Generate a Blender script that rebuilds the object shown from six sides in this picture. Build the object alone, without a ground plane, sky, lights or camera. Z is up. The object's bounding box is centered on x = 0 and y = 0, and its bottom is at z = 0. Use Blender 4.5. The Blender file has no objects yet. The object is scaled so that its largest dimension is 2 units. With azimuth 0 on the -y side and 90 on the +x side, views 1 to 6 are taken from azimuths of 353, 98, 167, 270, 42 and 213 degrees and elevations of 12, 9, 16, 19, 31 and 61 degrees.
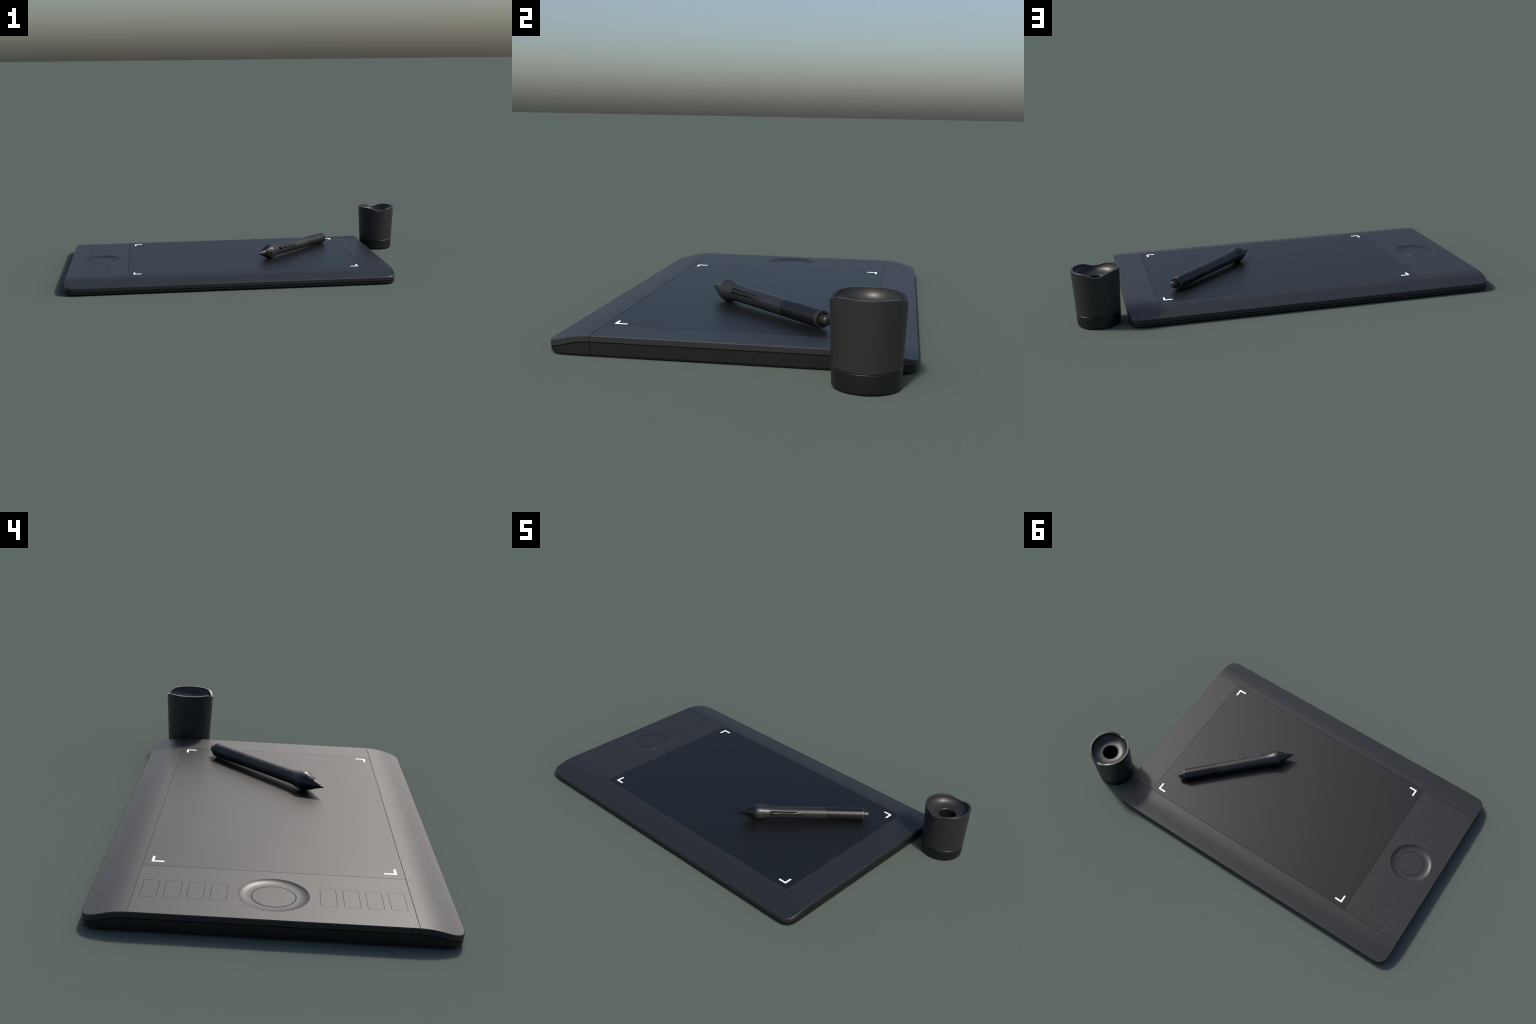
# Graphics tablet with a stylus lying on it and a pen stand beside it.
import bpy, bmesh, math
from mathutils import Vector, Matrix

# ------------------------------------------------------------------ helpers
def new_object(name, mesh, parent=None, mat=None, matrix=None):
    ob = bpy.data.objects.new(name, mesh)
    bpy.context.scene.collection.objects.link(ob)
    if parent is not None:
        ob.parent = parent
    if matrix is not None:
        ob.matrix_local = matrix
    if mat is not None:
        mesh.materials.append(mat)
    return ob

def root(name, matrix, label, category):
    e = bpy.data.objects.new(name, None)
    e.empty_display_size = 0.1
    bpy.context.scene.collection.objects.link(e)
    e.matrix_world = matrix
    e["label"] = label
    e["category"] = category
    return e

def mesh_from(name, verts, faces, sharp=32.0, fix_normals=True):
    me = bpy.data.meshes.new(name)
    me.from_pydata(verts, [], faces)
    bm = bmesh.new()
    bm.from_mesh(me)
    bmesh.ops.remove_doubles(bm, verts=bm.verts, dist=1e-6)
    if fix_normals:
        bmesh.ops.recalc_face_normals(bm, faces=bm.faces)
    bm.to_mesh(me)
    bm.free()
    finish(me, sharp)
    return me

def finish(me, sharp=32.0):
    me.polygons.foreach_set("use_smooth", [True] * len(me.polygons))
    me.set_sharp_from_angle(angle=math.radians(sharp))
    me.update()

def curve_through(points):
    """Monotone cubic through (x, y) control points."""
    xs = [p[0] for p in points]; ys = [p[1] for p in points]
    n = len(xs)
    d = [(ys[i+1]-ys[i])/(xs[i+1]-xs[i]) for i in range(n-1)]
    m = [d[0]] + [0 if d[i-1]*d[i] <= 0 else 2*d[i-1]*d[i]/(d[i-1]+d[i]) for i in range(1, n-1)] + [d[-1]]
    def f(x):
        if x <= xs[0]: return ys[0]
        if x >= xs[-1]: return ys[-1]
        i = 0
        while x > xs[i+1]: i += 1
        h = xs[i+1]-xs[i]; t = (x-xs[i])/h
        return ((2*t**3-3*t*t+1)*ys[i] + (t**3-2*t*t+t)*h*m[i]
                + (-2*t**3+3*t*t)*ys[i+1] + (t**3-t*t)*h*m[i+1])
    return f

def revolve_x(profile, seg=96):
    """profile: list of (s, r) along local X; r == 0 closes the end."""
    V, F, rings = [], [], []
    for s, r in profile:
        if r <= 1e-7:
            rings.append([len(V)]); V.append((s, 0, 0))
        else:
            rings.append(list(range(len(V), len(V)+seg)))
            V += [(s, r*math.cos(2*math.pi*k/seg), r*math.sin(2*math.pi*k/seg)) for k in range(seg)]
    for A, B in zip(rings[:-1], rings[1:]):
        for k in range(seg):
            k2 = (k+1) % seg
            if len(A) == 1: F.append((A[0], B[k], B[k2]))
            elif len(B) == 1: F.append((A[k], B[0], A[k2]))
            else: F.append((A[k], B[k], B[k2], A[k2]))
    return V, F

# ---------------------------------------------------------------- materials
def plastic(name, colour, rough, spec=0.5, grain=0.0, grain_scale=900.0, vary=0.05, emit=0.0, coat=0.0):
    m = bpy.data.materials.new(name)
    m.use_nodes = True
    nt = m.node_tree
    b = nt.nodes["Principled BSDF"]
    tc = nt.nodes.new("ShaderNodeTexCoord")
    n = nt.nodes.new("ShaderNodeTexNoise")
    n.inputs["Scale"].default_value = 14.0
    n.inputs["Detail"].default_value = 3.0
    nt.links.new(tc.outputs["Object"], n.inputs["Vector"])
    ramp = nt.nodes.new("ShaderNodeValToRGB")
    ramp.color_ramp.elements[0].position = 0.3
    ramp.color_ramp.elements[1].position = 0.7
    ramp.color_ramp.elements[0].color = (*[c*(1-vary) for c in colour], 1)
    ramp.color_ramp.elements[1].color = (*[c*(1+vary) for c in colour], 1)
    nt.links.new(n.outputs["Fac"], ramp.inputs["Fac"])
    nt.links.new(ramp.outputs["Color"], b.inputs["Base Color"])
    b.inputs["Roughness"].default_value = rough
    b.inputs["Specular IOR Level"].default_value = spec
    b.inputs["Coat Weight"].default_value = coat
    if grain:
        g = nt.nodes.new("ShaderNodeTexNoise")
        g.inputs["Scale"].default_value = grain_scale
        nt.links.new(tc.outputs["Object"], g.inputs["Vector"])
        bp = nt.nodes.new("ShaderNodeBump")
        bp.inputs["Strength"].default_value = grain
        bp.inputs["Distance"].default_value = 0.0004
        nt.links.new(g.outputs["Fac"], bp.inputs["Height"])
        nt.links.new(bp.outputs["Normal"], b.inputs["Normal"])
    if emit:
        b.inputs["Emission Color"].default_value = (1, 1, 1, 1)
        b.inputs["Emission Strength"].default_value = emit
    return m

M_FRAME = plastic("satin_frame_plastic", (0.0158, 0.0162, 0.0180), 0.43)
M_SCREEN = plastic("drawing_sheet_plastic", (0.0042, 0.0049, 0.0055), 0.40)
M_LOWER = plastic("lower_shell_plastic", (0.0038, 0.0038, 0.0036), 0.41)
M_CORE = plastic("inner_gap_plastic", (0.004, 0.004, 0.004), 0.7, spec=0.2)
M_MARK = plastic("lit_white_mark", (0.9, 0.9, 0.9), 0.5, emit=0.6, vary=0.0)
M_GRIP = plastic("soft_grip_rubber", (0.0165, 0.0165, 0.0170), 0.36)
M_BARREL = plastic("barrel_plastic", (0.0042, 0.0042, 0.0045), 0.36)
M_CONE = plastic("tip_cone_plastic", (0.0050, 0.0050, 0.0052), 0.32)
M_SWITCH = plastic("switch_plastic", (0.0090, 0.0090, 0.0093), 0.33)
M_CAP = plastic("end_cap_plastic", (0.0165, 0.0165, 0.0170), 0.35)
M_STAND = plastic("stand_plastic", (0.0200, 0.0196, 0.0190), 0.40)
M_BASE = plastic("stand_base_rubber", (0.0042, 0.0042, 0.0040), 0.42)

# ================================================================== TABLET
X0, X1, YM = -1.0, 0.760, 0.573         # plan
RC, NC = 0.068, 2.65                    # corner size and squareness
SEAM_Y, GAP = 0.4300, 0.0010            # long seams, half gap
ZT = 0.0655                             # flat top height
top_z = curve_through([(0.0, ZT), (0.428, ZT), (0.456, 0.0641), (0.484, 0.0602), (0.516, 0.0530),
                       (0.537, 0.0473), (0.553, 0.0433), (0.580, 0.0375)])
def zt(y): return top_z(abs(y))

def chain(y_start, steps=9, arc=6):
    """Stations of the plan's right-hand edge from y_start to YM:
    (dx from the end plane, y, outward normal)."""
    out = []
    ya = YM - RC
    for i in range(steps):
        out.append((0.0, y_start + (ya-y_start)*i/steps, (1.0, 0.0)))
    for i in range(arc+1):
        a = 0.5*math.pi*i/arc
        c, s = math.cos(a), math.sin(a)
        u, v = abs(c)**(2/NC), abs(s)**(2/NC)
        nx, ny = u**(NC-1), v**(NC-1)
        l = math.hypot(nx, ny)
        out.append((-RC*(1-u), ya + RC*v, (nx/l, ny/l)))
    return out

def strip(name, sign, levels, y_start, cap_top, cap_bottom, seam_inset=0.0):
    """Lofted side strip. levels: list of (inset, z function of y)."""
    ch = chain(y_start)
    V, F = [], []
    rows = []
    for inset, zf in levels:
        L, R = [], []
        for k, (dx, y, (nx, ny)) in enumerate(ch):
            yy = y - ny*inset
            xr = X1 + dx - nx*inset
            xl = X0 - dx + nx*inset
            z = zf(yy)
            L.append(len(V)); V.append((xl, sign*yy, z))
            R.append(len(V)); V.append((xr, sign*yy, z))
        rows.append((L, R))
    n = len(ch)
    for (L, R), (L2, R2) in zip(rows[:-1], rows[1:]):
        loop = L[::-1] + R          # from ymax-left down to seam, across, up to ymax-right
        loop2 = L2[::-1] + R2
        for i in range(len(loop)):
            j = (i+1) % len(loop)
            F.append((loop[i], loop[j], loop2[j], loop2[i]))
    for flag, (L, R) in ((cap_top, rows[0]), (cap_bottom, rows[-1])):
        if flag:
            for i in range(n-1):
                F.append((L[i], L[i+1], R[i+1], R[i]))
    return mesh_from(name, V, F)

tablet = root("graphics_tablet", Matrix.Translation((-0.12, 0, 0)),
              "flat dark grey pen tablet with side keys and touch ring", "graphics tablet")
T_INV = Matrix.Translation((0.12, 0, 0))

CH = 0.0020          # top edge chamfer
SHELL = 0.0200       # upper shell thickness at the rim
GROOVE = 0.0030
upper_levels = [(CH, lambda y: zt(y)), (0.0, lambda y: zt(y)-CH),
                (0.0, lambda y: zt(y)-SHELL+0.001), (0.0010, lambda y: zt(y)-SHELL), (0.008, lambda y: zt(y)-SHELL)]
LOW_IN = 0.0012
def low_top(y): return zt(y)-SHELL-GROOVE
lower_levels = [(0.009, low_top), (LOW_IN, low_top),
                (LOW_IN, lambda y: 0.0070), (LOW_IN+0.0075, lambda y: 0.0)]
for sgn in (1, -1):
    new_object("side_bezel", strip("side_bezel", sgn, upper_levels, SEAM_Y+GAP, True, True), tablet, M_FRAME, T_INV)
    new_object("lower_side_shell", strip("lower_side_shell", sgn, lower_levels, SEAM_Y+GAP, True, True), tablet, M_LOWER, T_INV)

# inner core that closes the gaps
def core_mesh():
    ch = chain(0.0, steps=14)
    full = [(dx, -y, (nx, -ny)) for dx, y, (nx, ny) in ch[::-1]] + ch[1:]
    V, F, rows = [], [], []
    for inset, zf in ((0.0030, lambda y: zt(y)-0.008), (0.0032, lambda y: 0.013), (0.020, lambda y: 0.003)):
        L, R = [], []
        for dx, y, (nx, ny) in full:
            yy = y-ny*inset
            L.append(len(V)); V.append((X0-dx+nx*inset, yy, zf(yy)))
            R.append(len(V)); V.append((X1+dx-nx*inset, yy, zf(yy)))
        rows.append((L, R))
    for (L, R), (L2, R2) in zip(rows[:-1], rows[1:]):
        a, b = L[::-1]+R, L2[::-1]+R2
        for i in range(len(a)):
            j = (i+1) % len(a)
            F.append((a[i], a[j], b[j], b[i]))
    for L, R in (rows[0], rows[-1]):
        for i in range(len(L)-1):
            F.append((L[i], L[i+1], R[i+1], R[i]))
    return mesh_from("inner_frame", V, F)
new_object("inner_frame", core_mesh(), tablet, M_CORE, T_INV)

# lower shell, middle piece: a profile along x extruded across y
def sweep_y(name, profile, ya, yb):
    V = [(x, ya, z) for x, z in profile] + [(x, yb, z) for x, z in profile]
    n = len(profile)
    F = [(i, (i+1) % n, n+(i+1) % n, n+i) for i in range(n)]
    F += [tuple(range(n)), tuple(range(n, 2*n))]
    return mesh_from(name, V, F)
zl = ZT-SHELL-GROOVE
half = [(0.009, zl), (LOW_IN, zl), (LOW_IN, 0.0070), (LOW_IN+0.0075, 0.0)]
prof = [(X0+d, z) for d, z in half] + [(X1-d, z) for d, z in half[::-1]]
new_object("lower_shell", sweep_y("lower_shell", prof, -(SEAM_Y-GAP), SEAM_Y-GAP), tablet, M_LOWER, T_INV)

# shallow floors of the long seams
for sgn in (1, -1):
    fl = bpy.data.meshes.new("seam_floor")
    a, b, z, z2 = sgn*(SEAM_Y-0.005), sgn*(SEAM_Y+0.005), ZT-0.0036, ZT-0.0120
    V = [(x, y, zz) for x in (X0+0.0022, X1-0.0022) for y in (a, b) for zz in (z, z2)]
    fl = mesh_from("seam_floor", V, [(0, 1, 3, 2), (4, 5, 7, 6), (0, 1, 5, 4), (2, 3, 7, 6), (0, 2, 6, 4), (1, 3, 7, 5)])
    new_object("seam_floor", fl, tablet, M_LOWER, T_INV)

# flat top panels
XA, XB, GX = -0.6720, 0.6150, 0.0008     # cross seams
YP = SEAM_Y-GAP
def rounded_rect(cx, cy, w, h, r, seg=5):
    pts = []
    for qx, qy, a0 in ((1, 1, 0), (-1, 1, 90), (-1, -1, 180), (1, -1, 270)):
        for i in range(seg+1):
            a = math.radians(a0+90*i/seg)
            pts.append((cx+qx*(w/2-r)+r*math.cos(a), cy+qy*(h/2-r)+r*math.sin(a)))
    return pts
def circle(cx, cy, r, seg=128):
    return [(cx+r*math.cos(2*math.pi*i/seg), cy+r*math.sin(2*math.pi*i/seg)) for i in range(seg)]

def slab(name, outline, z1, z0, bevel=0.0):
    """Prism with a small chamfer along its top edge (outline is convex)."""
    bm = bmesh.new()
    bot = [bm.verts.new((x, y, z0)) for x, y in outline]
    f = bm.faces.new(bot)
    r = bmesh.ops.extrude_face_region(bm, geom=[f])
    tv = [v for v in r["geom"] if isinstance(v, bmesh.types.BMVert)]
    for v in tv: v.co.z = z1
    bmesh.ops.recalc_face_normals(bm, faces=bm.faces)
    if bevel:
        te = [e for e in bm.edges if all(abs(v.co.z-z1) < 1e-7 for v in e.verts)]
        bmesh.ops.bevel(bm, geom=te, offset=bevel, segments=1, profile=0.5, affect='EDGES')
    me = bpy.data.meshes.new(name)
    bm.to_mesh(me); bm.free()
    finish(me)
    return me

def rect(xa, xb, ya, yb): return [(xa, ya), (xb, ya), (xb, yb), (xa, yb)]
new_object("drawing_surface", slab("drawing_surface", rect(XA+GX, XB-GX, -YP, YP), ZT, 0.050), tablet, M_SCREEN, T_INV)

def edge_panel(name, xi, xo, holes):
    """Top panel reaching the tablet's end at xo (chamfered there), with holes."""
    s = 1 if xo > xi else -1
    bm = bmesh.new()
    def loop(pts, z): return [bm.verts.new((x, y, z)) for x, y in pts]
    def ring_edges(vs): return [bm.edges.new((vs[i], vs[(i+1) % len(vs)])) for i in range(len(vs))]
    outer = loop(rect(xi, xo-s*CH, -YP, YP), ZT)
    edges = ring_edges(outer)
    hl = []
    for h in holes:
        vs = loop(h, ZT); hl.append(vs); edges += ring_edges(vs)
    bmesh.ops.triangle_fill(bm, use_beauty=True, use_dissolve=False, edges=edges, normal=(0, 0, 1))
    for vs in hl:                                    # hole walls
        lo = [bm.verts.new((v.co.x, v.co.y, 0.0525)) for v in vs]
        for i in range(len(vs)):
            j = (i+1) % len(vs)
            bm.faces.new((vs[i], vs[j], lo[j], lo[i]))
    # rim profile along the outer end
    prof = [(xo-s*CH, ZT), (xo, ZT-CH), (xo, ZT-SHELL+0.001), (xo-s*0.001, ZT-SHELL), (xo-s*0.008, ZT-SHELL)]
    a = [outer[1]] + [bm.verts.new((x, -YP, z)) for x, z in prof[1:]]
    b = [outer[2]] + [bm.verts.new((x, YP, z)) for x, z in prof[1:]]
    for i in range(len(prof)-1):
        bm.faces.new((a[i], a[i+1], b[i+1], b[i]))
    # side walls towards the seams
    for side, y in ((a, -YP), (b, YP)):
        inner_top = outer[0] if y < 0 else outer[3]
        inner_low = bm.verts.new((xi, y, ZT-SHELL))
        bm.faces.new([inner_top] + side + [inner_low])
    lows = [v for v in bm.verts if abs(v.co.x-xi) < 1e-7 and abs(v.co.z-(ZT-SHELL)) < 1e-7]
    bm.faces.new((outer[0], outer[3], lows[1], lows[0]) if lows[0].co.y < 0 else (outer[0], outer[3], lows[0], lows[1]))
    bmesh.ops.recalc_face_normals(bm, faces=bm.faces)
    for f in bm.faces:                               # the big top must look up
        if f.normal.z < -0.9 and abs(f.calc_center_median().z-ZT) < 1e-6: f.normal_flip()
    me = bpy.data.meshes.new(name)
    bm.to_mesh(me); bm.free()
    finish(me)
    return me

new_object("end_panel", edge_panel("end_panel", XB+GX, X1, []), tablet, M_FRAME, T_INV)

KEY_X, KEY_W, KEY_H = -0.8363, 0.1155, 0.0500
KEY_Y = [0.1695, 0.2410, 0.3125, 0.3840]
LINE = 0.0011
RING_X, RING_R, DISC_R, RING_D = -0.8345, 0.1115, 0.0695, 0.0072
holes = [rounded_rect(KEY_X, s*y, KEY_W+LINE, KEY_H+LINE, 0.0065) for y in KEY_Y for s in (1, -1)]
holes.append(circle(RING_X, 0, RING_R))
new_object("key_panel", edge_panel("key_panel", XA-GX, X0, holes), tablet, M_FRAME, T_INV)

key_me = slab("express_key", rounded_rect(0, 0, KEY_W-LINE, KEY_H-LINE, 0.0055), ZT, 0.053)
key_me.materials.append(M_FRAME)
for s in (1, -1):
    for y in KEY_Y:
        ob = bpy.data.objects.new("express_key", key_me)
        bpy.context.scene.collection.objects.link(ob)
        ob.parent = tablet
        ob.matrix_local = T_INV @ Matrix.Translation((KEY_X, s*y, 0))

def ring_mesh():
    prof = [(RING_R, ZT)]
    ri = DISC_R+0.0015
    for i in range(1, 17):
        t = 1-i/16
        prof.append((ri+(RING_R-ri)*t, ZT-RING_D*(1-t**3.2)))
    prof += [(DISC_R+0.0009, ZT-RING_D-0.0005), (DISC_R+0.0008, 0.0545)]
    V, F, seg = [], [], 128
    for r, z in prof:
        V += [(r*math.cos(2*math.pi*k/seg), r*math.sin(2*math.pi*k/seg), z) for k in range(seg)]
    for i in range(len(prof)-1):
        for k in range(seg):
            k2 = (k+1) % seg
            F.append((i*seg+k, i*seg+k2, (i+1)*seg+k2, (i+1)*seg+k))
    me = mesh_from("touch_ring", V, F, fix_normals=False)
    bm = bmesh.new(); bm.from_mesh(me)
    for f in bm.faces:
        c = f.calc_center_median()
        if f.normal.z < 0 or (abs(f.normal.z) < 1e-3 and f.normal.dot(Vector((c.x, c.y, 0))) > 0):
            f.normal_flip()
    bm.to_mesh(me); bm.free(); finish(me)
    return me
ring = new_object("touch_ring", ring_mesh(), tablet, M_FRAME, T_INV @ Matrix.Translation((RING_X, 0, 0)))
new_object("ring_button", slab("ring_button", circle(0, 0, DISC_R-0.0008), ZT-RING_D+0.0004, 0.0540, 0.0010),
           ring, M_FRAME)

# lit corner marks of the active area
def mark_mesh(arm=0.0425, w=0.0078, z0=ZT-0.0005, z1=ZT+0.0005):
    r = w/2
    pts = [(0, 0)]
    pts += [(arm-r+r*math.cos(a), r+r*math.sin(a)) for a in [math.radians(-90+180*i/8) for i in range(9)]]
    pts += [(w, w)]
    pts += [(r-r*math.cos(a), arm-r+r*math.sin(a)) for a in [math.radians(180-180*i/8) for i in range(9)]]
    bm = bmesh.new()
    vs = [bm.verts.new((x, y, z0)) for x, y in pts]
    f = bm.faces.new(vs)
    g = bmesh.ops.extrude_face_region(bm, geom=[f])
    for v in g["geom"]:
        if isinstance(v, bmesh.types.BMVert): v.co.z = z1
    bmesh.ops.recalc_face_normals(bm, faces=bm.faces)
    me = bpy.data.meshes.new("corner_mark")
    bm.to_mesh(me); bm.free(); finish(me)
    me.materials.append(M_MARK)
    return me
mk = mark_mesh()
for x, y, ang in ((-0.641, -0.405, 0), (0.586, -0.405, 90), (0.586, 0.405, 180), (-0.641, 0.405, 270)):
    ob = bpy.data.objects.new("corner_mark", mk)
    bpy.context.scene.collection.objects.link(ob)
    ob.parent = tablet
    ob.matrix_local = T_INV @ Matrix.Translation((x, y, 0)) @ Matrix.Rotation(math.radians(ang), 4, 'Z')

# ================================================================== STYLUS
TIP, END = Vector((0.0561, -0.1908, 0.1070)), Vector((0.5285, 0.2862, 0.0972))
ax = (END-TIP).normalized()
side = ax.cross(Vector((0, 0, 1))).normalized()          # horizontal, towards +x -y
upv = side.cross(ax)
ea = math.radians(21)
zl_ = (side*math.cos(ea)+upv*math.sin(ea)).normalized()  # side switch looks this way
yl_ = zl_.cross(ax)
PM = Matrix(((ax.x, yl_.x, zl_.x, TIP.x), (ax.y, yl_.y, zl_.y, TIP.y), (ax.z, yl_.z, zl_.z, TIP.z), (0, 0, 0, 1)))
pen = root("stylus", PM, "thick dark grey drawing stylus with flared grip", "stylus pen")
LEN = (END-TIP).length

def part_x(name, profile, mat, seg=96, sharp=32):
    V, F = revolve_x(profile, seg)
    return new_object(name, mesh_from(name, V, F, sharp), pen, mat)

part_x("nib", [(0.0, 0.0), (0.0006, 0.0018), (0.0022, 0.0030), (0.020, 0.0062), (0.020, 0.0)], M_CONE, 48)
part_x("tip_cone", [(0.0165, 0.0), (0.0165, 0.0062), (0.0172, 0.0074), (0.0500, 0.0203), (0.0506, 0.0200), (0.0506, 0.0)], M_CONE)
part_x("tip_collar", [(0.0490, 0.0), (0.0490, 0.0180), (0.0512, 0.0182), (0.0518, 0.0212), (0.0530, 0.0222), (0.0862, 0.0357), (0.0868, 0.0352), (0.0868, 0.0)], M_CONE)
SEAM_S = 0.4535
grip_r = curve_through([(0.0876, 0.0362), (0.0945, 0.0388), (0.1010, 0.0400), (0.1080, 0.0400), (0.1180, 0.0389),
                        (0.1330, 0.0359), (0.1500, 0.0330), (0.1680, 0.0315), (0.2000, 0.0308), (0.3000, 0.0303), (SEAM_S, 0.0301)])
gp = [(0.0876, 0.0), (0.0876, 0.0357)]
k = 0.0880
while k < 0.18:
    gp.append((k, grip_r(k))); k += 0.0025
while k < SEAM_S-0.002:
    gp.append((k, grip_r(k))); k += 0.02
gp += [(SEAM_S-0.0003, grip_r(SEAM_S)), (SEAM_S-0.0003, 0.0)]
V, F = revolve_x(gp, 128)
grip_me = mesh_from("grip", V, F)
SL0, SL1, SLW = 0.1640, 0.3260, 0.0208
cut = bmesh.new()
cut_pts = rounded_rect((SL0+SL1)/2, 0, SL1-SL0, SLW, 0.0045, 4)
cf = cut.faces.new([cut.verts.new((x, y, 0.0215)) for x, y in cut_pts])
cg = bmesh.ops.extrude_face_region(cut, geom=[cf])
for v in cg["geom"]:
    if isinstance(v, bmesh.types.BMVert): v.co.z = 0.06
bmesh.ops.recalc_face_normals(cut, faces=cut.faces)
cut_me = bpy.data.meshes.new("slot_cutter"); cut.to_mesh(cut_me); cut.free()
grip = new_object("grip", grip_me, pen, M_GRIP)
cutter = new_object("slot_cutter", cut_me, pen)
mod = grip.modifiers.new("slot", 'BOOLEAN')
mod.operation, mod.solver, mod.object = 'DIFFERENCE', 'EXACT', cutter
bpy.context.view_layer.update()
dg = bpy.context.evaluated_depsgraph_get()
cut_grip = bpy.data.meshes.new_from_object(grip.evaluated_get(dg))
grip.modifiers.clear()
grip.data = cut_grip
cut_grip.name = "grip"
finish(cut_grip, 32)
if not cut_grip.materials: cut_grip.materials.append(M_GRIP)
bpy.data.objects.remove(cutter)

def barrel_r(s): return 0.0301+(s-SEAM_S)/(0.632-SEAM_S)*0.0009
part_x("barrel", [(SEAM_S+0.0004, 0.0), (SEAM_S+0.0004, barrel_r(SEAM_S)),
                  (0.54, barrel_r(0.54)), (0.6308, barrel_r(0.6308)), (0.6314, 0.0304), (0.6314, 0.0)], M_BARREL)
part_x("end_cap", [(0.6322, 0.0), (0.6322, 0.0304), (0.6328, 0.0310), (0.6400, 0.0308), (0.6422, 0.0300), (0.6434, 0.0284),
                   (0.6436, 0.0228), (0.6420, 0.0212), (0.6395, 0.0206), (0.6395, 0.0)], M_CAP)
EL = LEN+0.0012
er = [(0.630, 0.0), (0.630, 0.0176), (EL-0.0105, 0.0170)]
for i in range(1, 8):
    a = 0.5*math.pi*i/8
    er.append((EL-0.0105+0.0105*math.sin(a), 0.0065+0.0105*math.cos(a)))
er += [(EL, 0.0035), (EL+0.0003, 0.0)]
part_x("eraser", er, M_CAP, 64, 40)

# rocker switch: two keys lofted along the pen
def rocker(name, stations):
    """stations: (s, top height, half width, crown)"""
    V, F, n = [], [], 13
    for s, h, w, crown in stations:
        row = []
        for i in range(n):
            t = -1+2*i/(n-1)
            V.append((s, w*t, h-crown*abs(t)**2.4))
        V.append((s, w, 0.020)); V.append((s, -w, 0.020))
    m = n+2
    for j in range(len(stations)-1):
        for i in range(m):
            i2 = (i+1) % m
            F.append((j*m+i, j*m+i2, (j+1)*m+i2, (j+1)*m+i))
    F.append(tuple(range(m))); F.append(tuple((len(stations)-1)*m+i for i in range(m)))
    return new_object(name, mesh_from(name, V, F, 40), pen, M_SWITCH)
rocker("switch_key", [(0.1725, 0.0340, 0.0050, 0.0030), (0.1730, 0.0388, 0.0058, 0.0036), (0.1745, 0.0412, 0.0065, 0.0045), (0.1770, 0.0418, 0.0067, 0.0050),
                      (0.190, 0.0394, 0.0064, 0.0050), (0.204, 0.0358, 0.0064, 0.0048), (0.2150, 0.0342, 0.0064, 0.0046), (0.2225, 0.0335, 0.0064, 0.0046), (0.2232, 0.0328, 0.0060, 0.0044)])
rocker("switch_key", [(0.2250, 0.0328, 0.0060, 0.0044), (0.2257, 0.0335, 0.0064, 0.0046), (0.245, 0.0332, 0.0064, 0.0046), (0.262, 0.0334, 0.0063, 0.0046),
                      (0.276, 0.0341, 0.0063, 0.0046), (0.2825, 0.0344, 0.0060, 0.0042), (0.2860, 0.0341, 0.0062, 0.0034), (0.300, 0.0327, 0.0072, 0.0024),
                      (0.315, 0.0308, 0.0086, 0.0014), (0.3248, 0.0294, 0.0096, 0.0012)])

# ==================================================================== STAND
SX, SY = 0.8898, 0.4255
stand = root("pen_stand", Matrix.Translation((SX, SY, 0)), "dark tapered round pen holder with wavy rim", "pen holder")
SEG = 160
def grid_revolve(name, rows, mat, close_first=False, close_last=False, sharp=32):
    """rows: functions theta -> (r, z)."""
    V, F = [], []
    for f in rows:
        for k in range(SEG):
            a = 2*math.pi*k/SEG
            r, z = f(a)
            V.append((r*math.cos(a), r*math.sin(a), z))
    for i in range(len(rows)-1):
        for k in range(SEG):
            k2 = (k+1) % SEG
            F.append((i*SEG+k, i*SEG+k2, (i+1)*SEG+k2, (i+1)*SEG+k))
    if close_first: F.append(tuple(range(SEG)))
    if close_last: F.append(tuple((len(rows)-1)*SEG+k for k in range(SEG)))
    return new_object(name, mesh_from(name, V, F, sharp), stand, mat)

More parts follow.
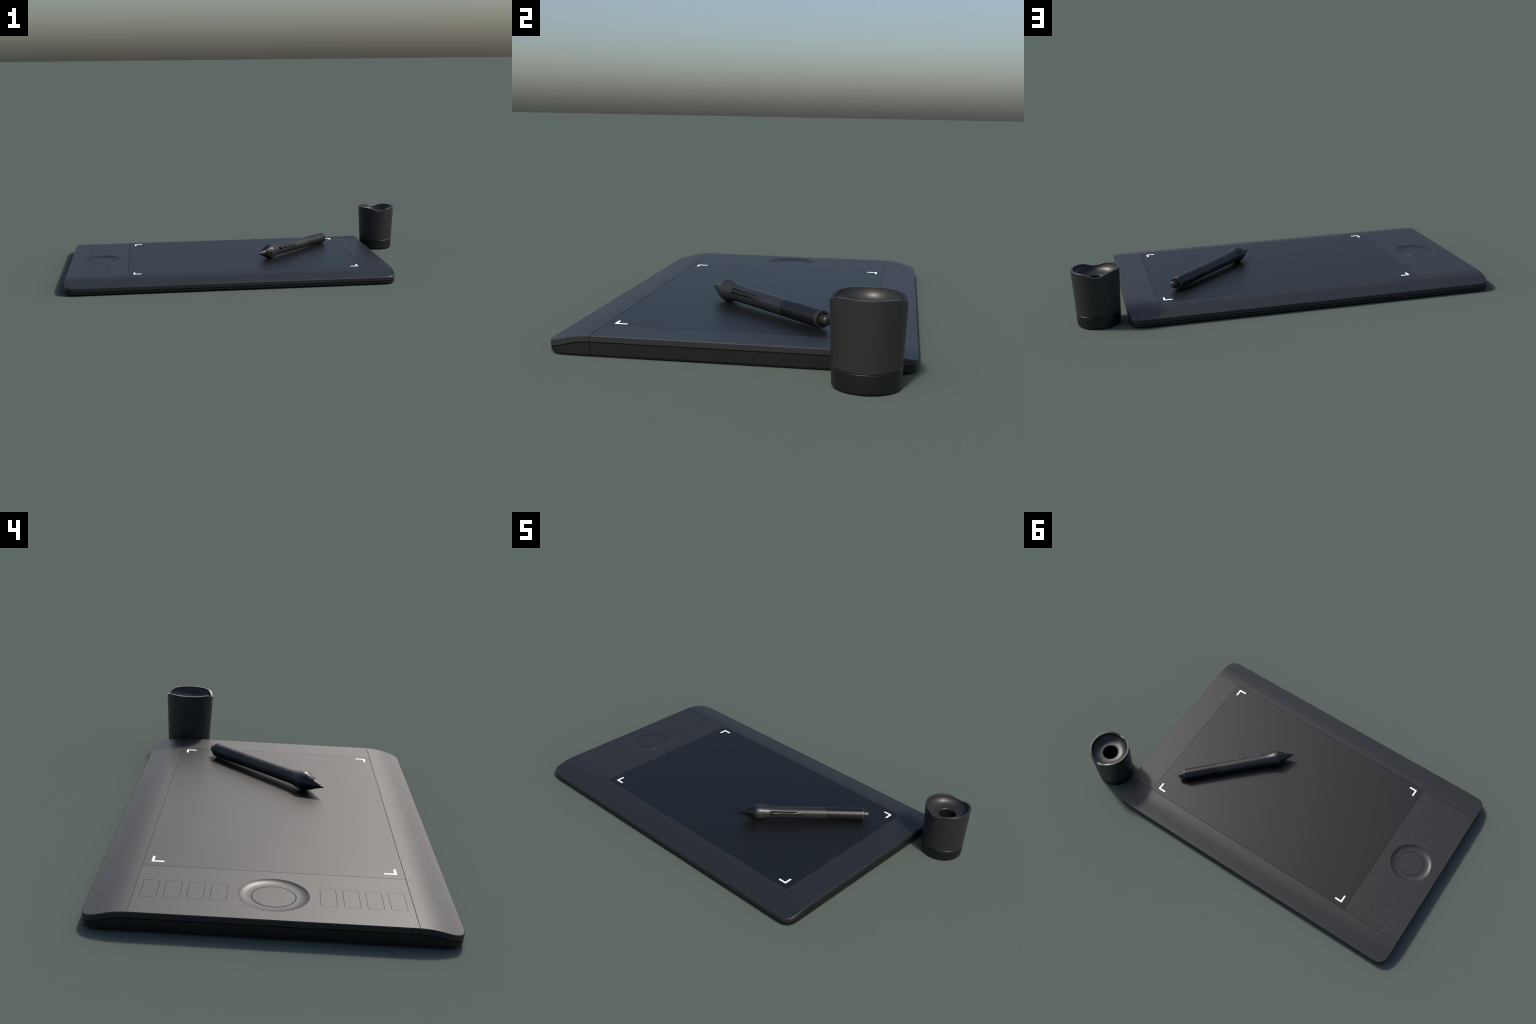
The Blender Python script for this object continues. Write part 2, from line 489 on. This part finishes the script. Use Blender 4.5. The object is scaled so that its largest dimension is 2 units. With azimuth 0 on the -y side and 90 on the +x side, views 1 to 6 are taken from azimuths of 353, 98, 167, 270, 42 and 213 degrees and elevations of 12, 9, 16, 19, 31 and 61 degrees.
BODY_Z = 0.0585
def out_r(z): return 0.1007+(z-0.05)*0.0446
def rim(a):
    d = abs(math.degrees(math.asin(math.cos(a))))        # degrees away from the +-y direction
    return 0.2630-0.0185*math.exp(-(d/24.0)**2)
RIM_W, LIP_R, HOLE_R, FLOOR = 0.0112, 0.0480, 0.0408, 0.2170
rows = [lambda a: (0.090, BODY_Z), lambda a: (out_r(BODY_Z)-0.0012, BODY_Z), lambda a: (out_r(BODY_Z), BODY_Z+0.0012)]
for i in range(1, 9):
    rows.append(lambda a, i=i: (out_r(BODY_Z+(rim(a)-0.0030-BODY_Z)*i/8), BODY_Z+(rim(a)-0.0030-BODY_Z)*i/8))
rows.append(lambda a: (out_r(rim(a))-0.0001, rim(a)-0.0011))
rows.append(lambda a: (out_r(rim(a))-0.0011, rim(a)))
rows.append(lambda a: (out_r(rim(a))-RIM_W+0.0008, rim(a)))
rows.append(lambda a: (out_r(rim(a))-RIM_W, rim(a)-0.0008))
def bowl(a, t):
    ri = out_r(rim(a))-RIM_W
    zs = rim(a)-0.0015
    return (LIP_R+(ri-LIP_R)*math.cos(t)**0.95, zs-(zs-FLOOR)*math.sin(t))
for i in range(0, 17):
    rows.append(lambda a, i=i: bowl(a, 0.5*math.pi*i/16))
for i in range(1, 7):
    t = 0.5*math.pi*i/6
    rows.append(lambda a, t=t: (LIP_R-(LIP_R-HOLE_R)*math.sin(t), FLOOR-0.006*(1-math.cos(t))))
grid_revolve("holder_body", rows, M_STAND, close_first=True)
socket = [lambda a: (HOLE_R, FLOOR-0.006), lambda a: (HOLE_R-0.001, FLOOR-0.012), lambda a: (0.0390, 0.10), lambda a: (0.0380, 0.066)]
grid_revolve("pen_socket", socket, M_CORE, close_last=True)

BT = 0.0570
base_rows = [lambda a: (0.090, 0.0), lambda a: (0.0945, 0.0), lambda a: (0.0972, 0.0012), lambda a: (0.0982, 0.0034), lambda a: (0.0988, 0.0075),
             lambda a: (0.0991, 0.0120), lambda a: (0.0998, 0.028), lambda a: (0.1010, BT-0.0035), lambda a: (0.1011, BT-0.0014), lambda a: (0.0999, BT), lambda a: (0.090, BT+0.0003)]
grid_revolve("holder_base", base_rows, M_BASE, close_first=True, close_last=True, sharp=30)
core_rows = [lambda a: (0.0980, 0.050), lambda a: (0.0980, 0.0610)]
grid_revolve("joint_ring", core_rows, M_CORE, close_first=True, close_last=True)
